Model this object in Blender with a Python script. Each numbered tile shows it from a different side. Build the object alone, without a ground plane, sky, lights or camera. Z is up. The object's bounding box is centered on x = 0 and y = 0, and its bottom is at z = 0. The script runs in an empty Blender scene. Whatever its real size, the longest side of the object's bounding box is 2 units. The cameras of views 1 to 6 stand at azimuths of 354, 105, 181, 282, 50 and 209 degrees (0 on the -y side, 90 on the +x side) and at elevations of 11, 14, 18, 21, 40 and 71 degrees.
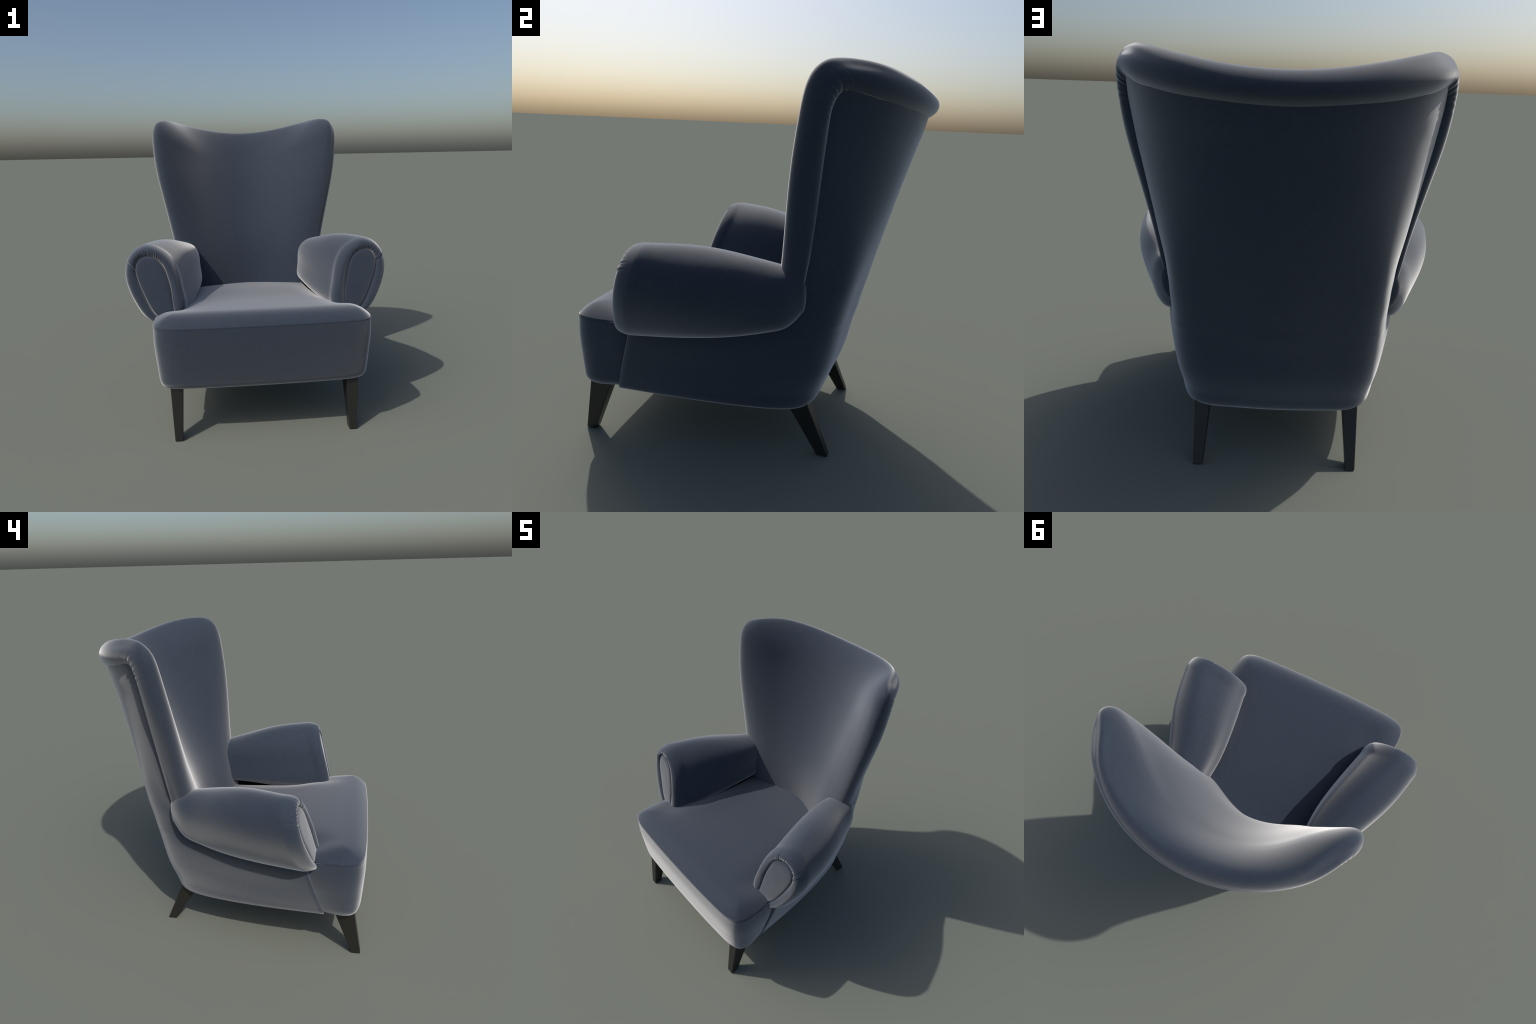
import bpy, math, random
import numpy as np

random.seed(7)
rng = np.random.default_rng(7)

# ------------------------------------------------------------------ splines
def cubic(knots, pts, q):
    """Natural cubic spline through pts (n, d) at knots, evaluated at q."""
    t = np.asarray(knots, float); p = np.asarray(pts, float); n = len(t)
    if n == 2:
        w = ((q - t[0]) / (t[1] - t[0]))[:, None]
        return p[0] * (1 - w) + p[1] * w
    h = np.diff(t); A = np.eye(n); b = np.zeros_like(p)
    for i in range(1, n - 1):
        A[i, i-1] = h[i-1]; A[i, i] = 2 * (h[i-1] + h[i]); A[i, i+1] = h[i]
        b[i] = 6 * ((p[i+1] - p[i]) / h[i] - (p[i] - p[i-1]) / h[i-1])
    m = np.linalg.solve(A, b)
    k = np.clip(np.searchsorted(t, q, side='right') - 1, 0, n - 2)
    hk = h[k][:, None]; a = ((t[k+1] - q))[:, None]; c = (q - t[k])[:, None]
    return (m[k] * a**3 + m[k+1] * c**3) / (6 * hk) + \
           (p[k] / hk - m[k] * hk / 6) * a + (p[k+1] / hk - m[k+1] * hk / 6) * c

def chord(pts):
    p = np.asarray(pts, float)
    d = np.sqrt(np.linalg.norm(np.diff(p, axis=0), axis=1)) ** 1.4
    t = np.concatenate([[0], np.cumsum(d)])
    return t / t[-1]

def pchip(t, p, q):
    """Shape-keeping cubic: no overshoot between rings."""
    t = np.asarray(t, float); p = np.asarray(p, float)
    h = np.diff(t)[:, None]; d = np.diff(p, axis=0) / h
    m = np.zeros_like(p); m[0], m[-1] = d[0], d[-1]
    same = d[:-1] * d[1:] > 0
    w1, w2 = 2*h[1:] + h[:-1], h[1:] + 2*h[:-1]
    with np.errstate(divide='ignore', invalid='ignore'):
        hm = (w1 + w2) / (w1 / d[:-1] + w2 / d[1:])
    m[1:-1] = np.where(same, hm, 0)
    k = np.clip(np.searchsorted(t, q, side='right') - 1, 0, len(t) - 2)
    u = ((q - t[k]) / h[k, 0])[:, None]; hk = h[k]
    return (2*u**3 - 3*u**2 + 1) * p[k] + (u**3 - 2*u**2 + u) * hk * m[k] \
        + (-2*u**3 + 3*u**2) * p[k+1] + (u**3 - u**2) * hk * m[k+1]

def curve(pts, n):
    return cubic(chord(pts), pts, np.linspace(0, 1, n))

def closed_curve(pts, n):
    """Smooth closed curve: repeat the ends so the natural ends lie outside."""
    p = np.asarray(pts, float); m = len(p)
    ext = np.concatenate([p[-4:], p, p[:5]])
    d = np.linalg.norm(np.diff(ext, axis=0), axis=1) ** 0.7
    t = np.concatenate([[0], np.cumsum(d)])
    a, b = t[4], t[4 + m]
    q = np.linspace(a, b, n, endpoint=False)
    return cubic(t, ext, q)

def mirror_x(p):
    q = np.array(p, float).copy(); q[..., 0] *= -1
    return q

def lerp_table(z, zs, vs):
    return np.interp(z, zs, vs)

def smooth_table(z, zs, vs):
    z = np.clip(np.asarray(z, float), zs[0], zs[-1])
    return cubic(np.array(zs, float), np.array(vs, float)[:, None], z.ravel())[:, 0].reshape(z.shape)

# ------------------------------------------------------------------ meshes
def grid_faces(rows, cols, wrap=False, base=0, flip=False):
    f = []
    for i in range(rows - 1):
        for j in range(cols if wrap else cols - 1):
            k = (j + 1) % cols
            q = (base + i*cols + j, base + i*cols + k, base + (i+1)*cols + k, base + (i+1)*cols + j)
            f.append(q[::-1] if flip else q)
    return f

def make(name, verts, faces, mat, parent, smooth=True):
    me = bpy.data.meshes.new(name)
    me.from_pydata([tuple(v) for v in verts], [], faces)
    me.validate()
    if smooth:
        me.polygons.foreach_set('use_smooth', [True] * len(me.polygons))
    me.materials.append(mat)
    me.update()
    ob = bpy.data.objects.new(name, me)
    bpy.context.scene.collection.objects.link(ob)
    ob.parent = parent
    return ob

def weld(ob, dist=1e-5):
    import bmesh
    bm = bmesh.new(); bm.from_mesh(ob.data)
    bmesh.ops.remove_doubles(bm, verts=bm.verts, dist=dist)
    bmesh.ops.recalc_face_normals(bm, faces=bm.faces)
    bm.to_mesh(ob.data); bm.free(); ob.data.update()

def relax(V, faces, weight, times, mu=-.612):
    """Soften a surface: shrink-free (Taubin) smoothing, weighted per vertex; open edges stay."""
    key = {}; idx = np.empty(len(V), int)
    for i, v in enumerate(np.round(V, 5).tolist()):
        idx[i] = key.setdefault(tuple(v), len(key))
    n = len(key); P = np.zeros((n, 3)); W = np.ones(n)
    P[idx] = V; np.minimum.at(W, idx, weight)
    F = idx[np.array(faces)]
    E = np.concatenate([F[:, [0, 1]], F[:, [1, 2]], F[:, [2, 3]], F[:, [3, 0]]])
    E = E[E[:, 0] != E[:, 1]]; E = np.sort(E, 1)
    U, cnt = np.unique(E, axis=0, return_counts=True)
    rim = np.unique(U[cnt == 1]); W[rim] = 0
    deg = np.zeros(n); np.add.at(deg, U.ravel(), 1)
    for it in range(2 * times):
        S = np.zeros((n, 3))
        for a, b in ((0, 1), (1, 0)):
            for k in range(3):
                S[:, k] += np.bincount(U[:, a], P[U[:, b], k], minlength=n)
        P += ((.6, mu)[it % 2] * W)[:, None] * (S / deg[:, None] - P)
    return P[idx]

def mirrored(ob, name, parent):
    me = ob.data.copy(); me.name = name
    import bmesh
    bm = bmesh.new(); bm.from_mesh(me)
    for v in bm.verts: v.co.x *= -1
    bmesh.ops.reverse_faces(bm, faces=bm.faces)
    bm.to_mesh(me); bm.free()
    o = bpy.data.objects.new(name, me)
    bpy.context.scene.collection.objects.link(o); o.parent = parent
    return o

# ------------------------------------------------------------------ materials
def velvet_material(name):
    m = bpy.data.materials.new(name); m.use_nodes = True
    nt = m.node_tree; N = nt.nodes; L = nt.links
    b = N['Principled BSDF']
    tc = N.new('ShaderNodeTexCoord')
    big = N.new('ShaderNodeTexNoise'); big.inputs['Scale'].default_value = 40; big.inputs['Detail'].default_value = 6
    L.new(tc.outputs['Object'], big.inputs['Vector'])
    ramp = N.new('ShaderNodeValToRGB')
    ramp.color_ramp.elements[0].position = 0.30; ramp.color_ramp.elements[1].position = 0.75
    ramp.color_ramp.elements[0].color = VELVET_DARK
    ramp.color_ramp.elements[1].color = VELVET_LIGHT
    L.new(big.outputs['Fac'], ramp.inputs['Fac'])
    L.new(ramp.outputs['Color'], b.inputs['Base Color'])
    b.inputs['Roughness'].default_value = 0.75
    b.inputs['Specular IOR Level'].default_value = 0.25
    b.inputs['Sheen Weight'].default_value = SHEEN_W
    b.inputs['Sheen Roughness'].default_value = SHEEN_R
    b.inputs['Sheen Tint'].default_value = SHEEN_T
    pile = N.new('ShaderNodeTexNoise'); pile.inputs['Scale'].default_value = 420; pile.inputs['Detail'].default_value = 2
    L.new(tc.outputs['Object'], pile.inputs['Vector'])
    bump = N.new('ShaderNodeBump'); bump.inputs['Strength'].default_value = 0.06; bump.inputs['Distance'].default_value = 0.002
    L.new(pile.outputs['Fac'], bump.inputs['Height'])
    L.new(bump.outputs['Normal'], b.inputs['Normal'])
    return m

VELVET_DARK = (0.017, 0.027, 0.046, 1)
VELVET_LIGHT = (0.021, 0.034, 0.056, 1)
SHEEN_W, SHEEN_R, SHEEN_T = 1.0, 0.46, (1, 1, 1, 1)

def wood_material():
    m = bpy.data.materials.new('black_stained_wood'); m.use_nodes = True
    nt = m.node_tree; N = nt.nodes; L = nt.links
    b = N['Principled BSDF']
    tc = N.new('ShaderNodeTexCoord'); mp = N.new('ShaderNodeMapping')
    mp.inputs['Scale'].default_value = (60, 60, 4)
    L.new(tc.outputs['Object'], mp.inputs['Vector'])
    n = N.new('ShaderNodeTexNoise'); n.inputs['Scale'].default_value = 1.5; n.inputs['Detail'].default_value = 4
    L.new(mp.outputs['Vector'], n.inputs['Vector'])
    r = N.new('ShaderNodeValToRGB')
    r.color_ramp.elements[0].color = (0.014, 0.0135, 0.012, 1)
    r.color_ramp.elements[1].color = (0.024, 0.0225, 0.020, 1)
    L.new(n.outputs['Fac'], r.inputs['Fac']); L.new(r.outputs['Color'], b.inputs['Base Color'])
    b.inputs['Roughness'].default_value = 0.36
    b.inputs['Specular IOR Level'].default_value = 0.45
    return m

velvet = velvet_material('blue_grey_velvet')
wood = wood_material()

# ------------------------------------------------------------------ the chair
chair = bpy.data.objects.new('wingback_armchair', None)
bpy.context.scene.collection.objects.link(chair)
chair['label'] = 'blue grey velvet wingback armchair with flared arms and black legs'
chair['category'] = 'armchair'

# ================================================================== backrest
# Rim stations run from the hidden foot of the wing (0) up the wing, round the
# upper corner (7) and along the top to the middle (12).
rim_A = [(.33,.66),(.386,1.0),(.42,1.2),(.46,1.45),(.488,1.62),(.497,1.70),(.497,1.755),
         (.475,1.80),(.435,1.82),(.365,1.80),(.27,1.755),(.14,1.715),(0,1.70)]
rim_B = [(.46,.148,.66),(.512,.206,1.0),(.555,.227,1.2),(.610,.246,1.45),(.647,.267,1.65),(.667,.290,1.80),(.671,.307,1.885),
         (.642,.338,1.944),(.588,.414,1.970),(.494,.544,1.944),(.356,.645,1.895),(.178,.713,1.851),(0,.730,1.839)]
rim_C = [(.50,.195,.66),(.563,.242,1.0),(.606,.264,1.2),(.662,.290,1.45),(.700,.318,1.65),(.715,.345,1.81),(.713,.364,1.90),
         (.686,.388,1.972),(.628,.446,1.999),(.535,.600,1.989),(.385,.712,1.955),(.19,.780,1.921),(0,.800,1.909)]
rim_D = [(.505,.265,.66),(.570,.303,1.0),(.607,.328,1.2),(.660,.354,1.45),(.700,.378,1.65),(.713,.402,1.80),(.711,.424,1.88),
         (.692,.462,1.926),(.647,.545,1.934),(.553,.668,1.916),(.396,.780,1.890),(.194,.855,1.862),(0,.876,1.853)]
rim_S = [(.48,.31,.66),(.546,.343,1.0),(.567,.372,1.2),(.608,.397,1.45),(.642,.415,1.65),(.664,.432,1.79),(.663,.450,1.84),
         (.650,.480,1.869),(.608,.552,1.860),(.529,.64,1.837),(.395,.730,1.810),(.195,.800,1.788),(0,.822,1.781)]

CZ = [.60, .74, .90, 1.05, 1.25, 1.5, 1.65, 1.768, 2.0]
CY = [.272, .304, .324, .360, .440, .550, .627, .694, .83]
WZ = [p[1] for p in rim_A[:7]] + [2.0]
WX = [p[0] for p in rim_A[:7]] + [.50]
AY = [.174, .224, .263, .309, .352, .376, .398, .495]

def front_y(x, z):
    """Concave inside face of the back: middle leans back, sides come forward."""
    c = smooth_table(z, CZ, CY)
    w = smooth_table(z, WZ, WX)
    d = c - smooth_table(z, WZ, AY)
    p = np.interp(z, [.7, 1.1, 1.5, 1.9], [1.5, 1.55, 1.75, 1.9])
    t2 = (x / w) ** 2; e = .08
    g = ((t2 + e) ** (p / 2) - e ** (p / 2)) / ((1 + e) ** (p / 2) - e ** (p / 2))
    return c - d * g

# The pad is laid out twice: first as a coarse net that is faired (least bending),
# then, through that net, as the fine surface.
PROFILES = [rim_A, rim_B, rim_C, rim_D, rim_S]
def ring(pts, is_A=False):
    """Full rim ring: right wing, top, left wing."""
    p = np.array(pts, float)
    if is_A:
        p = np.stack([p[:, 0], front_y(p[:, 0], p[:, 1]), p[:, 1]], 1)
    return np.concatenate([p, mirror_x(p[:-1])[::-1]])
knots = chord(ring(rim_C))
k7, k7b = knots[7], knots[len(knots) - 8]

def rim_rings(ns, nt):
    q = np.concatenate([np.linspace(0, k7, ns), np.linspace(k7, k7b, nt)[1:-1], np.linspace(k7b, 1, ns)])
    R = [cubic(knots, ring(r, i == 0), q) for i, r in enumerate(PROFILES)]
    R[0][:, 1] = front_y(R[0][:, 0], R[0][:, 2])
    return R

def front_patch(RA, ns, nt):
    left, right = RA[ns + nt - 2:][::-1], RA[:ns]          # both bottom to top
    top = RA[ns - 1:ns + nt - 1][::-1]                     # left to right
    bl, br = left[0], right[0]
    bottom = np.linspace(bl, br, nt)
    U = np.linspace(0, 1, nt)[None, :, None]; V = np.linspace(0, 1, ns)[:, None, None]
    P = (1-U)*left[:, None] + U*right[:, None] + (1-V)*bottom[None] + V*top[None] \
        - ((1-U)*(1-V)*bl + U*(1-V)*br + (1-U)*V*top[0] + U*V*top[-1])
    P[..., 1] = front_y(P[..., 0], P[..., 2])
    return P

def border_of(P, ns, nt, k, step):
    """Point of the patch `step` cells in from rim sample k."""
    if k == ns - 1: return P[ns - 1 - step, nt - 1 - step]
    if k == ns + nt - 2: return P[ns - 1 - step, step]
    if k < ns: return P[k, nt - 1 - step]
    if k < ns + nt - 2: return P[ns - 1 - step, nt - 1 - (k - ns + 1)]
    return P[ns - 1 - (k - (ns + nt - 2)), step]

def outer_guides(RA, RB, RC, RD, RS):
    mid = (RD + RS) / 2; o = mid - (RB * .5 + RC * .2 + RA * .3)
    RE = mid + o / np.linalg.norm(o, axis=1)[:, None] * np.interp(np.abs(RC[:, :1]), [.35, .62], [.019, .013])
    mid = (RC + RD) / 2; o = mid - (RB * .5 + RS * .5)
    RF = mid + o / np.linalg.norm(o, axis=1)[:, None] * np.interp(np.abs(RC[:, :1]), [.35, .62], [.016, .005])
    return RF, RE

def fair(V, faces, fixed, w):
    """Least-bending position of a quad net: min |L V|^2 + w |V - V0|^2, dense."""
    key = {}; idx = np.empty(len(V), int)
    for i, v in enumerate(np.round(V, 5).tolist()):
        idx[i] = key.setdefault(tuple(v), len(key))
    n = len(key); P = np.zeros((n, 3)); P[idx] = V
    fx = np.zeros(n, bool); fx[idx[fixed]] = True
    W = np.zeros(n); np.maximum.at(W, idx, w)
    F = idx[np.array(faces)]
    A = np.zeros((n, n))
    for a, b in ((0, 1), (1, 2), (2, 3), (3, 0)):
        A[F[:, a], F[:, b]] = 1; A[F[:, b], F[:, a]] = 1
    np.fill_diagonal(A, 0)
    L = A / A.sum(1, keepdims=True) - np.eye(n)
    L[fx] *= .7
    M = L.T @ L + np.diag(W); rhs = W[:, None] * P
    free = ~fx
    P[free] = np.linalg.solve(M[np.ix_(free, free)], rhs[free] - M[np.ix_(free, fx)] @ P[fx])
    return P[idx]

CS, CT = 25, 23             # coarse net
NS, NT = 240, 201           # fine surface

def fine_pad():
    RA, RB, RC, RD, RS = rim_rings(CS, CT); RF, RE = outer_guides(RA, RB, RC, RD, RS)
    P = front_patch(RA, CS, CT); nc = len(RA)
    M1 = np.empty((nc, 3)); M2 = M1.copy()
    for k in range(nc):
        pts = np.array([border_of(P, CS, CT, k, 1), RA[k], RB[k], RC[k], RF[k]]); t = chord(pts)
        M1[k], M2[k] = cubic(t, pts, np.array([(t[1] + t[2]) / 2, (t[2] + t[3]) / 2]))
    rows = np.array([RA, M1, RB, M2, RC, RF])
    V = np.concatenate([P.reshape(-1, 3), rows.reshape(-1, 3)])
    F = grid_faces(CS, CT) + grid_faces(6, nc, base=CS * CT)
    fixed = np.concatenate([np.arange(CT), CS * CT + np.arange(4 * nc, 6 * nc),
                            [CS * CT + r * nc + c for r in range(6) for c in (0, nc - 1)]])
    side = np.ones(nc); side[CS + 2:CS + CT - 4] = .25           # the wing roll keeps its shape more than the top
    w = np.concatenate([np.full(CS * CT, .012), .014 * np.ones(nc), .05 * side, .22 * side, .30 * side, np.ones(2 * nc)])
    V = fair(V, F, fixed, w)
    P = V[:CS * CT].reshape(CS, CT, 3); rows = V[CS * CT:].reshape(6, nc, 3)
    # fine samples through the faired net
    up = lambda G, n: cubic(np.arange(len(G), dtype=float), G.reshape(len(G), -1), np.linspace(0, len(G) - 1, n)).reshape((n,) + G.shape[1:])
    PF = up(P, NS); PF = up(PF.transpose(1, 0, 2), NT).transpose(1, 0, 2)
    qi = np.concatenate([np.linspace(0, CS - 1, NS), np.linspace(CS - 1, CS + CT - 2, NT)[1:-1], np.linspace(CS + CT - 2, nc - 1, NS)])
    R = [cubic(np.arange(nc, dtype=float), r, qi) for r in rows[:4]]
    for k in range(len(qi)): R[0][k] = border_of(PF, NS, NT, k, 0)
    return PF, R

RA0, RB0, RC, RD, RS = rim_rings(NS, NT)
RF, RE = outer_guides(RA0, RB0, RC, RD, RS)
nr = len(RA0)

def build_backrest():
    P, (RA, RM, RB, RN) = fine_pad()
    verts, faces = list(P.reshape(-1, 3)), grid_faces(NS, NT)
    guide = np.array([border_of(P, NS, NT, k, 9) for k in range(nr)])
    tuck = RS + np.stack([-np.sign(RS[:, 0]) * .035 * np.minimum(1, np.abs(RS[:, 0]) / .3),
                          -.03 * np.ones(nr), .025 * np.clip((RS[:, 2] - 1.5) / .3, 0, 1)], 1)
    NR = 46
    rows = np.empty((NR, nr, 3))
    for k in range(nr):
        pts = np.array([guide[k], RA[k], RM[k], RB[k], RN[k], RC[k], RF[k], RD[k], RE[k], RS[k]])
        t = chord(pts)
        rows[:-1, k] = cubic(t, pts, np.linspace(t[1], 1, NR - 1))
        rows[-1, k] = tuck[k]
    b = len(verts)
    verts += list(rows.reshape(-1, 3)); faces += grid_faces(NR, nr, base=b, flip=True)
    keep = np.concatenate([np.ones(NS * NT)] + [np.full(nr, np.clip(1 - (i / (NR - 1) - .40) / .15, 0, 1)) for i in range(NR)])
    verts = relax(np.array(verts), faces, keep, 80)
    # gathered pleats round the inner side of the upper corners
    rows = verts[NS * NT:].reshape(NR, nr, 3).copy()
    sec = np.linspace(0, 1, NR)
    center = (rows[8] + rows[-4]) / 2
    ds = np.concatenate([[0], np.cumsum(np.linalg.norm(np.diff(RS, axis=0), axis=1))])
    reach = np.interp(sec, [.60, .72, .90, .96, 1.0], [0, .15, 1, .75, 0])
    for sgn, s0 in ((1, ds[NS - 1]), (-1, ds[NS + NT - 3])):
        for off, amp, w in ((-.118,.45,.008),(-.092,.8,.006),(-.074,.55,.006),(-.056,1.,.007),(-.036,.7,.006),
                            (-.008,1.25,.008),(.014,.9,.006),(.034,.6,.007)):
            u = (ds - (s0 + sgn * off)) / w
            prof = np.exp(-u ** 2) - .5 * np.exp(-(u - 1.8) ** 2)
            d = rows - center
            rows -= (reach[:, None] * prof[None] * amp * .0042)[..., None] * d / (np.linalg.norm(d, axis=2, keepdims=True) + 1e-9)
    verts[NS * NT:] = rows.reshape(-1, 3)
    ob = make('backrest', verts, faces, velvet, chair)
    weld(ob, 2e-4)
    return ob
build_backrest()

# ================================================================== body shell
# Each ring runs from the front edge along the side, round the rear corner, to
# the middle of the back (right half); columns continue up to the roll seam.
shell = [
 # underside and bottom rounding
 [(.52,-.60,.303),(.49,-.2,.291),(.42,.16,.271),(.35,.27,.264),(.21,.315,.264),(0,.33,.264)],
 [(.590,-.615,.303),(.557,-.2,.291),(.474,.19,.270),(.392,.330,.265),(.225,.375,.268),(0,.390,.271)],
 [(.620,-.618,.318),(.584,-.2,.306),(.500,.21,.287),(.418,.362,.286),(.242,.406,.291),(0,.420,.294)],
 [(.636,-.605,.37),(.600,-.2,.37),(.515,.22,.37),(.433,.388,.37),(.25,.437,.37),(0,.453,.37)],
 [(.664,-.565,.50),(.626,-.2,.50),(.536,.25,.50),(.454,.428,.50),(.27,.480,.50),(0,.502,.50)],
 [(.690,-.515,.67),(.661,-.2,.67),(.553,.27,.67),(.464,.460,.67),(.28,.514,.67),(0,.540,.67)],
 [(.698,-.492,.745),(.655,-.18,.745),(.546,.285,.745),(.468,.474,.745),(.283,.529,.745),(0,.560,.745)],
 [(.640,-.15,.80),(.605,.0,.80),(.540,.30,.80),(.470,.484,.80),(.285,.542,.80),(0,.572,.80)],
 [(.562,.20,.92),(.552,.28,.92),(.532,.37,.92),(.474,.510,.92),(.288,.570,.92),(0,.602,.92)],
 [(.554,.30,1.03),(.543,.37,1.03),(.524,.43,1.03),(.472,.534,1.03),(.29,.598,1.03),(0,.628,1.03)],
 [(.583,.34,1.22),(.569,.398,1.22),(.543,.460,1.22),(.474,.560,1.22),(.29,.645,1.22),(0,.677,1.22)],
 [(.626,.365,1.45),(.604,.418,1.45),(.563,.496,1.45),(.478,.595,1.45),(.29,.703,1.45),(0,.738,1.45)],
 [(.658,.388,1.65),(.632,.442,1.65),(.582,.523,1.65),(.487,.632,1.65),(.285,.750,1.65),(0,.795,1.65)],
 [(.672,.415,1.80),(.642,.470,1.79),(.590,.552,1.77),(.495,.655,1.75),(.282,.775,1.73),(0,.816,1.72)],
 [(.668,.45,1.890),(.638,.512,1.884),(.590,.580,1.87),(.503,.672,1.855),(.280,.792,1.82),(0,.834,1.805)],
]
def build_shell():
    NU, NV = 121, 150
    S = np.array(shell, float)
    full = np.concatenate([S, mirror_x(S[:, :-1])[:, ::-1]], 1)
    kn = np.mean([chord(r) for r in full], 0)
    qs = np.linspace(0, 1, NU)
    R = np.array([cubic(chord(r) * .5 + kn * .5, r, qs) for r in full])
    kv = np.mean([chord(R[:, j]) for j in range(0, NU, 10)], 0)
    G = np.stack([pchip(kv, R[:, j], np.linspace(0, 1, NV)) for j in range(NU)], 1)
    # front edges turn inwards, so the shell reads as an upholstered panel
    def edge(col, inn):
        e1 = col.copy(); e1[:, 1] -= .006; e1[:, 0] -= np.sign(col[:, 0]) * .008
        e2 = col.copy(); e2[:, 1] -= .004; e2[:, 0] -= np.sign(col[:, 0]) * .05
        return e1, e2
    a1, a2 = edge(G[:, 0], 1); b1, b2 = edge(G[:, -1], 1)
    G = np.concatenate([a2[:, None], a1[:, None], G, b1[:, None], b2[:, None]], 1)
    rows, cols = G.shape[:2]
    verts = list(G.reshape(-1, 3)); faces = grid_faces(rows, cols)
    # flat underside
    c = len(verts); verts.append((0, -.2, .28))
    for j in range(cols - 1): faces.append((j + 1, j, c))
    ob = make('outer_body', verts, faces, velvet, chair)
    weld(ob)
build_shell()

# ================================================================== seat
def outline(pts, n):
    p = np.array(pts, float)
    full = np.concatenate([p, mirror_x(p[1:-1])[::-1]])
    return closed_curve(full, n)

def dist_to(pts, poly):
    a = poly; b = np.roll(poly, -1, 0); ab = b - a
    d = np.full(len(pts), 1e9)
    for i in range(len(a)):
        t = np.clip(((pts - a[i]) @ ab[i]) / (ab[i] @ ab[i] + 1e-12), 0, 1)
        d = np.minimum(d, np.linalg.norm(pts - a[i] - t[:, None] * ab[i], axis=1))
    return d

SEAM_Z = .714
seat_plan = [(0,-.877),(.25,-.875),(.46,-.868),(.588,-.854),(.654,-.820),(.680,-.755),(.681,-.66),(.664,-.56),
             (.60,-.46),(.50,-.38),(.445,-.22),(.42,0),(.405,.2),(.375,.32),(.20,.38),(0,.39)]
def build_seat():
    n = 320; O = outline(seat_plan, n)
    fr = np.concatenate([np.linspace(0, .12, 14), np.linspace(.12, .985, 46)[1:]])
    cen = np.array([0, -.25])
    rows = []
    for f in fr:
        pt = O + (cen - O) * f
        d = dist_to(pt, O)
        D = .165
        h = 1 - (1 - np.minimum(d, D) / D) ** 2.4
        H = smooth_table(pt[:, 1], [-.9, -.6, -.3, 0, .2, .4], [.080, .059, .036, .019, -.002, -.022])
        z = SEAM_Z + h * H
        for sx in (1, -1):
            z -= .024 * np.exp(-(((pt[:, 0] - sx*.54) / .11) ** 2 + ((pt[:, 1] + .53) / .13) ** 2)) * h
        rows.append(np.column_stack([pt, z]))
    # skirt below the seam, hidden by the border at the front
    skirt = []
    for dz, ins in ((-.10, .03), (-.04, .02), (-.004, .006), (-.0012, .0015)):
        c2 = O + (cen - O) * (ins / .6)
        skirt.append(np.column_stack([c2, np.full(n, SEAM_Z + dz)]))
    G = np.array(skirt + rows)
    verts = list(G.reshape(-1, 3)); faces = grid_faces(len(G), n, wrap=True)
    c = len(verts); verts.append((0, -.25, rows[-1][:, 2].mean()))
    b = (len(G) - 1) * n
    for j in range(n): faces.append((b + j, b + (j + 1) % n, c))
    ob = make('seat', verts, faces, velvet, chair); weld(ob)

border_plan = [(0,-.877),(.25,-.875),(.46,-.868),(.588,-.854),(.654,-.820),(.680,-.755),(.682,-.66),(.680,-.57),(.64,-.48),(.45,-.43),(0,-.42)]
def build_border():
    n = 320; O = outline(border_plan, n)
    cen = np.array([0, -.62])
    nrm = np.roll(O, -1, 0) - np.roll(O, 1, 0); nrm = np.column_stack([nrm[:, 1], -nrm[:, 0]])
    nrm /= np.linalg.norm(nrm, axis=1)[:, None]
    if (nrm[0] @ np.array([0, -1])) < 0: nrm = -nrm
    prof = [(.702,.012),(.7132,.0055),(.7137,.0028),(.7120,.0014),(.695,.0000),(.64,-.002),(.57,-.001),(.50,.004),(.43,.009),(.385,.013),(.356,.018),
            (.337,.029),(.324,.042),(.317,.060),(.313,.10),(.312,.20)]
    P = np.array(prof); q = np.linspace(0, 1, 70)
    PR = cubic(chord(P * [1, 1]), P, q)
    rows = []
    for z, ins in PR:
        x_extra = np.clip((.70 - z) / .4, 0, 1) * .012        # sides taper a little more than the front
        o = O - nrm * ins
        o[:, 0] *= 1 - x_extra / .66
        back = np.clip((o[:, 1] + .78) / .2, 0, 1.1) ** 2 * np.interp(z, [.31, .40, .52, .68], [.046, .030, .012, .002])
        o[:, 0] -= np.sign(o[:, 0]) * back * np.clip(np.abs(o[:, 0]) / .5, 0, 1)
        rows.append(np.column_stack([o, np.full(n, z)]))
    G = np.array(rows)
    verts = list(G.reshape(-1, 3)); faces = grid_faces(len(G), n, wrap=True, flip=True)
    c = len(verts); verts.append((0, -.62, .312)); b = (len(G) - 1) * n
    for j in range(n): faces.append((b + (j + 1) % n, b + j, c))
    ob = make('seat_front', verts, faces, velvet, chair); weld(ob)
build_seat(); build_border()

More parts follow.
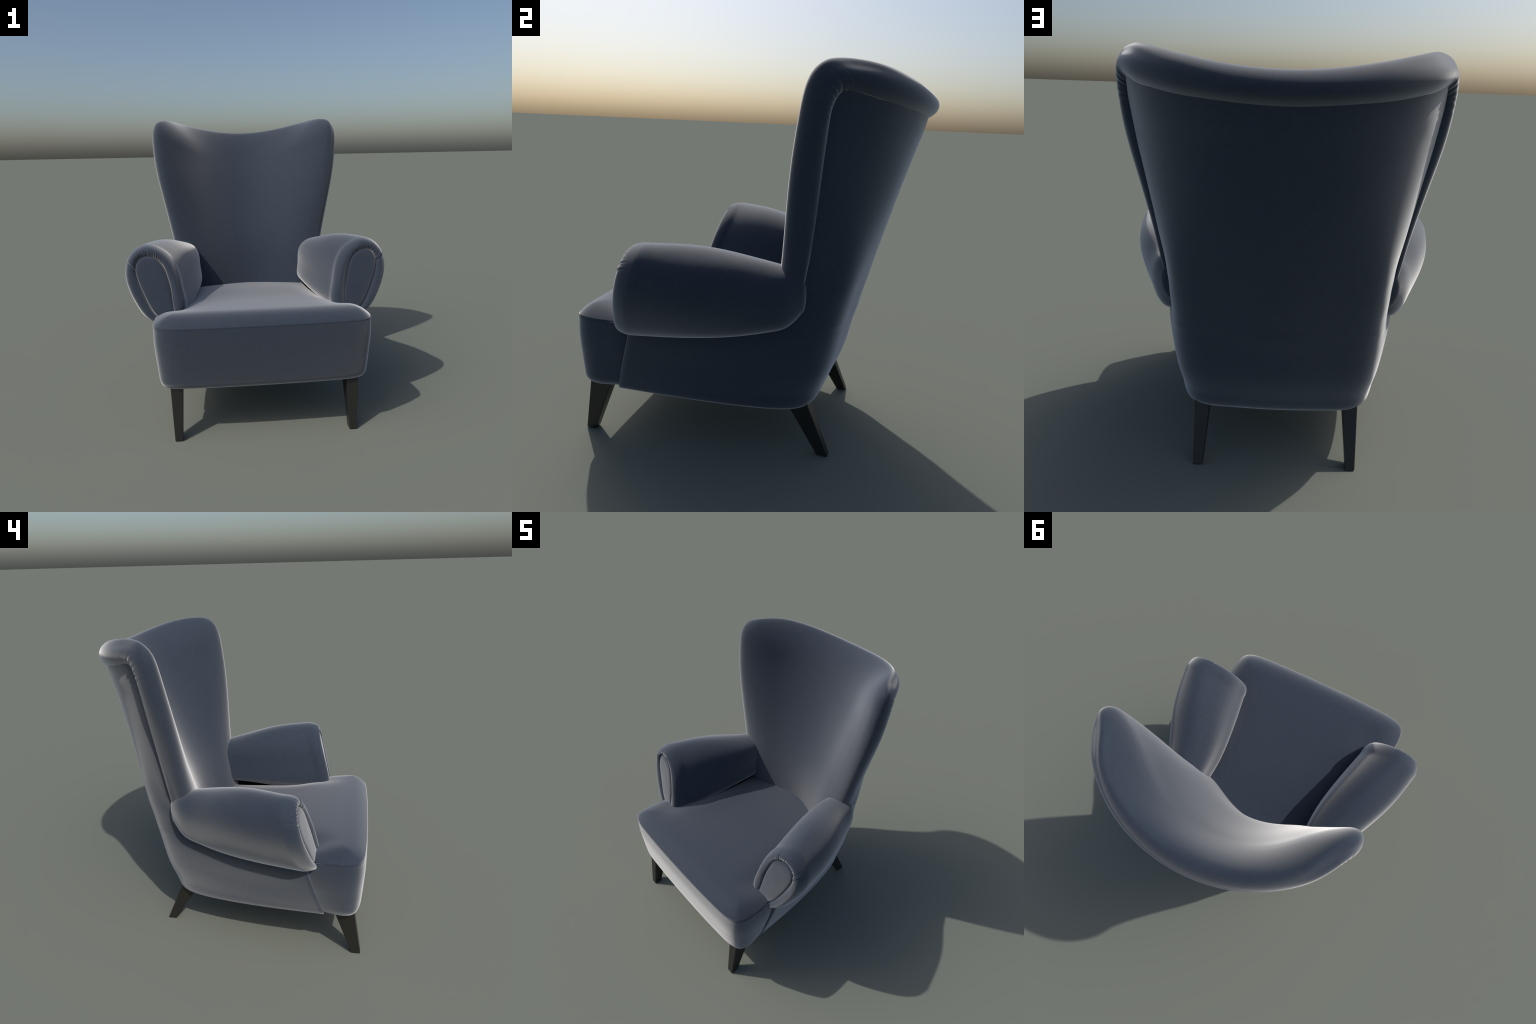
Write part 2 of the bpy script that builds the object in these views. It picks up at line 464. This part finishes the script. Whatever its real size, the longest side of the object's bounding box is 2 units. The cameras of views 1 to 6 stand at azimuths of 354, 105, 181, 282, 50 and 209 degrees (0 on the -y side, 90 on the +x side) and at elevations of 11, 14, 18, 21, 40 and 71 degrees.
# ================================================================== armrests
# cross sections (x, z) of the right arm, from the inner foot over the top to
# the outer belly and back under
arm_sections = [
 (-.420, [(.482,.735),(.492,.85),(.518,.97),(.566,1.07),(.635,1.130),(.715,1.158),(.793,1.137),(.850,1.075),(.872,.985),(.856,.89),(.808,.785),(.735,.690),(.65,.655),(.55,.67)]),
 (-.200, [(.428,.745),(.436,.86),(.460,.97),(.503,1.07),(.576,1.132),(.66,1.150),(.740,1.122),(.800,1.065),(.826,.98),(.810,.88),(.765,.785),(.695,.698),(.60,.665),(.50,.68)]),
 (.050,  [(.386,.766),(.390,.86),(.406,.97),(.447,1.052),(.525,1.100),(.595,1.108),(.665,1.085),(.716,1.035),(.736,.96),(.722,.870),(.686,.785),(.635,.722),(.55,.708),(.45,.738)]),
 (.200,  [(.387,.772),(.386,.87),(.394,.965),(.428,1.032),(.490,1.066),(.55,1.072),(.608,1.05),(.650,1.005),(.667,.945),(.658,.865),(.632,.79),(.59,.748),(.52,.742),(.44,.763)]),
 (.295,  [(.400,.82),(.402,.89),(.410,.965),(.435,1.01),(.480,1.040),(.530,1.044),(.573,1.032),(.603,.998),(.615,.945),(.610,.885),(.592,.830),(.56,.795),(.50,.79),(.44,.80)]),
 (.335,  [(.420,.87),(.420,.91),(.428,.965),(.445,1.000),(.480,1.022),(.515,1.025),(.548,1.015),(.570,.990),(.580,.950),(.576,.905),(.563,.868),(.540,.845),(.49,.84),(.45,.845)]),
]
def face_y(x, z):          # plane of the front panel
    return -.500 + .24 * (z - .93) + .08 * (x - .68)

def recede(x, z):          # the inner upper shoulder is cut back
    return .020 * np.clip((z - .88) / .22, 0, 1) ** 1.3 * np.clip((.70 - x) / .14, 0, 1)

def innerness(x):          # 1 on the seat side of the arm, 0 on the outside
    return np.clip((.66 - x) / .12, 0, 1)

panel_pts = [(.562,.722),(.564,.77),(.575,.871),(.596,.961),(.626,1.036),(.670,1.078),(.733,1.092),(.777,1.072),(.797,1.034),(.799,.992),(.780,.92),(.730,.806),(.690,.738),(.652,.704),(.60,.698)]

def build_arm(parent):
    n = 560
    secs = [closed_curve(s, n) for _, s in arm_sections]
    ys = [y for y, _ in arm_sections]
    rings = []
    for i, (y, s) in enumerate(zip(ys, secs)):
        lean = np.interp(y, [-.42, .05], [1, 0])
        at = face_y(s[:, 0], s[:, 1]) + recede(s[:, 0], s[:, 1])
        yy = at + .066 + .014 * innerness(s[:, 0]) if i == 0 else y + lean * (at + .5)
        rings.append(np.column_stack([s[:, 0], yy, s[:, 1]]))
    rings = np.array(rings)
    kv = np.array(ys); kv = (kv - kv[0]) / (kv[-1] - kv[0])
    body = np.stack([cubic(kv, rings[:, j], np.linspace(0, 1, 60)) for j in range(n)], 1)
    rw = np.interp(np.arange(60), [14, 24, 57, 59], [0, 1, 1, 0])
    body = relax(body.reshape(-1, 3), grid_faces(60, n, wrap=True), np.repeat(rw, n), 40).reshape(60, n, 3)
    end = body[-1]; c = end.mean(0)
    cap = [c + (end - c) * f + np.array([0, dy, 0]) for f, dy in ((.92, .007), (.75, .013), (.45, .017), (.05, .018))]
    # front rim: outline -> bulging roll -> panel seam, matched point by point
    first = body[0]
    PP = closed_curve(panel_pts, n)
    # match by angle about a common centre
    cen = np.array([.675, .90])
    PPd = closed_curve(panel_pts, 3000)
    angP = np.arctan2(PPd[:, 1] - cen[1], PPd[:, 0] - cen[0])
    o = np.argsort(angP); angP = angP[o]; PPd = PPd[o]
    # direction field: follow normalised arc position blended with angle
    angF = np.arctan2(first[:, 2] - cen[1], first[:, 0] - cen[0])
    pan = np.column_stack([np.interp(angF, angP, PPd[:, 0], period=2*np.pi), np.interp(angF, angP, PPd[:, 1], period=2*np.pi)])
    pan3 = np.column_stack([pan[:, 0], face_y(pan[:, 0], pan[:, 1]), pan[:, 1]])
    def mix(f):
        q = first[:, [0, 2]] * (1 - f) + pan * f
        return q
    prof = ((.04, .029), (.13, .004), (.28, -.015), (.52, -.023), (.78, -.018), (.94, -.008), (1.0, .004))   # share of the way in, depth
    steps = []
    for f, dy in prof:
        q = mix(f)
        steps.append(np.column_stack([q[:, 0], face_y(q[:, 0], q[:, 1]) + (1 - f) * recede(q[:, 0], q[:, 1]) + dy + .010 * max(0, 1 - 2 * f) * innerness(q[:, 0]), q[:, 1]]))
    prev = body[3]
    NF = 34
    front = np.empty((NF, n, 3))
    for j in range(n):
        pts = np.array([prev[j], first[j]] + [st[j] for st in steps])
        t = chord(pts); front[:, j] = cubic(t, pts, np.linspace(t[1], 1, NF))
    # blend the roll into the arm before the gathers go on
    strip = np.concatenate([front[::-1], body[1:30]], 0)
    m = len(strip); w = np.interp(np.arange(m), [6, 16, NF + 10, NF + 26], [0, 1, 1, 0])
    soft = relax(strip.reshape(-1, 3), grid_faces(m, n, wrap=True), np.repeat(w, n), 60).reshape(m, n, 3)
    front = soft[:NF][::-1].copy(); body[1:30] = soft[NF:]
    # gathers
    ang = angF
    cm = front.mean(1, keepdims=True)
    pleats = []
    a = math.radians(107)
    while a > math.radians(46):
        pleats.append((a, random.uniform(.3, 1.1), random.uniform(.45, .88), random.uniform(.013, .026)))
        a -= math.radians(random.uniform(3, 6.5))
    pleats.append((math.radians(42), 1.1, .85, .016))
    tt = np.linspace(0, 1, NF)
    disp = np.zeros((NF, n))
    for a, amp, reach, w in pleats:
        dlt = (ang - a + np.pi) % (2*np.pi) - np.pi
        pr = np.exp(-(dlt / w) ** 2) - .5 * np.exp(-((dlt - 1.9 * w) / (w * 1.3)) ** 2)
        start = 1 - reach
        f = np.clip((tt - start) / .55, 0, 1) ** 1.2
        disp += amp * .0055 * f[:, None] * pr[None]
    # push along the roll's own normal
    du = np.roll(front, -1, 1) - np.roll(front, 1, 1); dv = np.gradient(front, axis=0)
    nn = np.cross(du, dv); nn /= np.linalg.norm(nn, axis=2, keepdims=True) + 1e-9
    out = front - np.array([.675, -.35, .92])
    if (nn * out).sum() < 0: nn = -nn
    front = front - nn * disp[..., None]
    inner = pan3 + np.array([0, .03, 0])
    G = np.concatenate([inner[None], front[::-1], body[1:], np.array(cap)], 0)
    verts = list(G.reshape(-1, 3)); faces = grid_faces(len(G), n, wrap=True)
    cc = len(verts); verts.append(tuple(c + [0, .0182, 0])); b = (len(G) - 1) * n
    for j in range(n): faces.append((b + j, b + (j + 1) % n, cc))
    arm = make('armrest', verts, faces, velvet, parent); weld(arm)
    # front panel: slightly domed pad with rounded edge
    c2 = pan.mean(0); rows = []
    shrink = lambda d: pan - (pan - c2) / (np.linalg.norm(pan - c2, axis=1)[:, None]) * d
    for d, dy in ((.001, .022), (.0015, .006), (.003, -.003), (.007, -.0095), (.013, -.013), (.023, -.015)):
        p = shrink(d); rows.append(np.column_stack([p[:, 0], face_y(p[:, 0], p[:, 1]) + dy, p[:, 1]]))
    last = shrink(.022)
    for f in (.8, .55, .3, .05):
        p = c2 + (last - c2) * f
        rows.append(np.column_stack([p[:, 0], face_y(p[:, 0], p[:, 1]) - .0155 - .002 * (1 - f), p[:, 1]]))
    G = np.array(rows); verts = list(G.reshape(-1, 3)); faces = grid_faces(len(G), n, wrap=True, flip=True)
    cc = len(verts); verts.append((c2[0], face_y(*c2) - .0177, c2[1])); b = (len(G) - 1) * n
    for j in range(n): faces.append((b + (j + 1) % n, b + j, cc))
    pnl = make('arm_front_panel', verts, faces, velvet, arm); weld(pnl)
    return arm, pnl

arm_r, panel_r = build_arm(chair)
arm_l = mirrored(arm_r, 'armrest', chair)
panel_l = mirrored(panel_r, 'arm_front_panel', arm_l)

# ================================================================== legs
def build_leg(bot, top, z_top):
    """Tapered square leg; bot/top = (x0, x1, y0, y1) rectangles."""
    import bmesh
    v = []
    ext = .05 / z_top
    t2 = [t + (t - b) * ext for b, t in zip(bot, top)]
    for (x0, x1, y0, y1), z in ((bot, 0.0), (t2, z_top + .05)):
        v += [(x0, y0, z), (x1, y0, z), (x1, y1, z), (x0, y1, z)]
    f = [(3, 2, 1, 0), (4, 5, 6, 7), (0, 1, 5, 4), (1, 2, 6, 5), (2, 3, 7, 6), (3, 0, 4, 7)]
    ob = make('leg', v, f, wood, chair, smooth=False)
    bm = bmesh.new(); bm.from_mesh(ob.data)
    bmesh.ops.bevel(bm, geom=list(bm.edges), offset=.004, segments=2, profile=.5, affect='EDGES')
    bm.to_mesh(ob.data); bm.free()
    return ob
lf = build_leg((.524, .572, -.863, -.806), (.514, .588, -.815, -.695), .30)
lr = build_leg((.365, .413, .440, .500), (.345, .420, .262, .378), .28)
mirrored(lf, 'leg', chair); mirrored(lr, 'leg', chair)
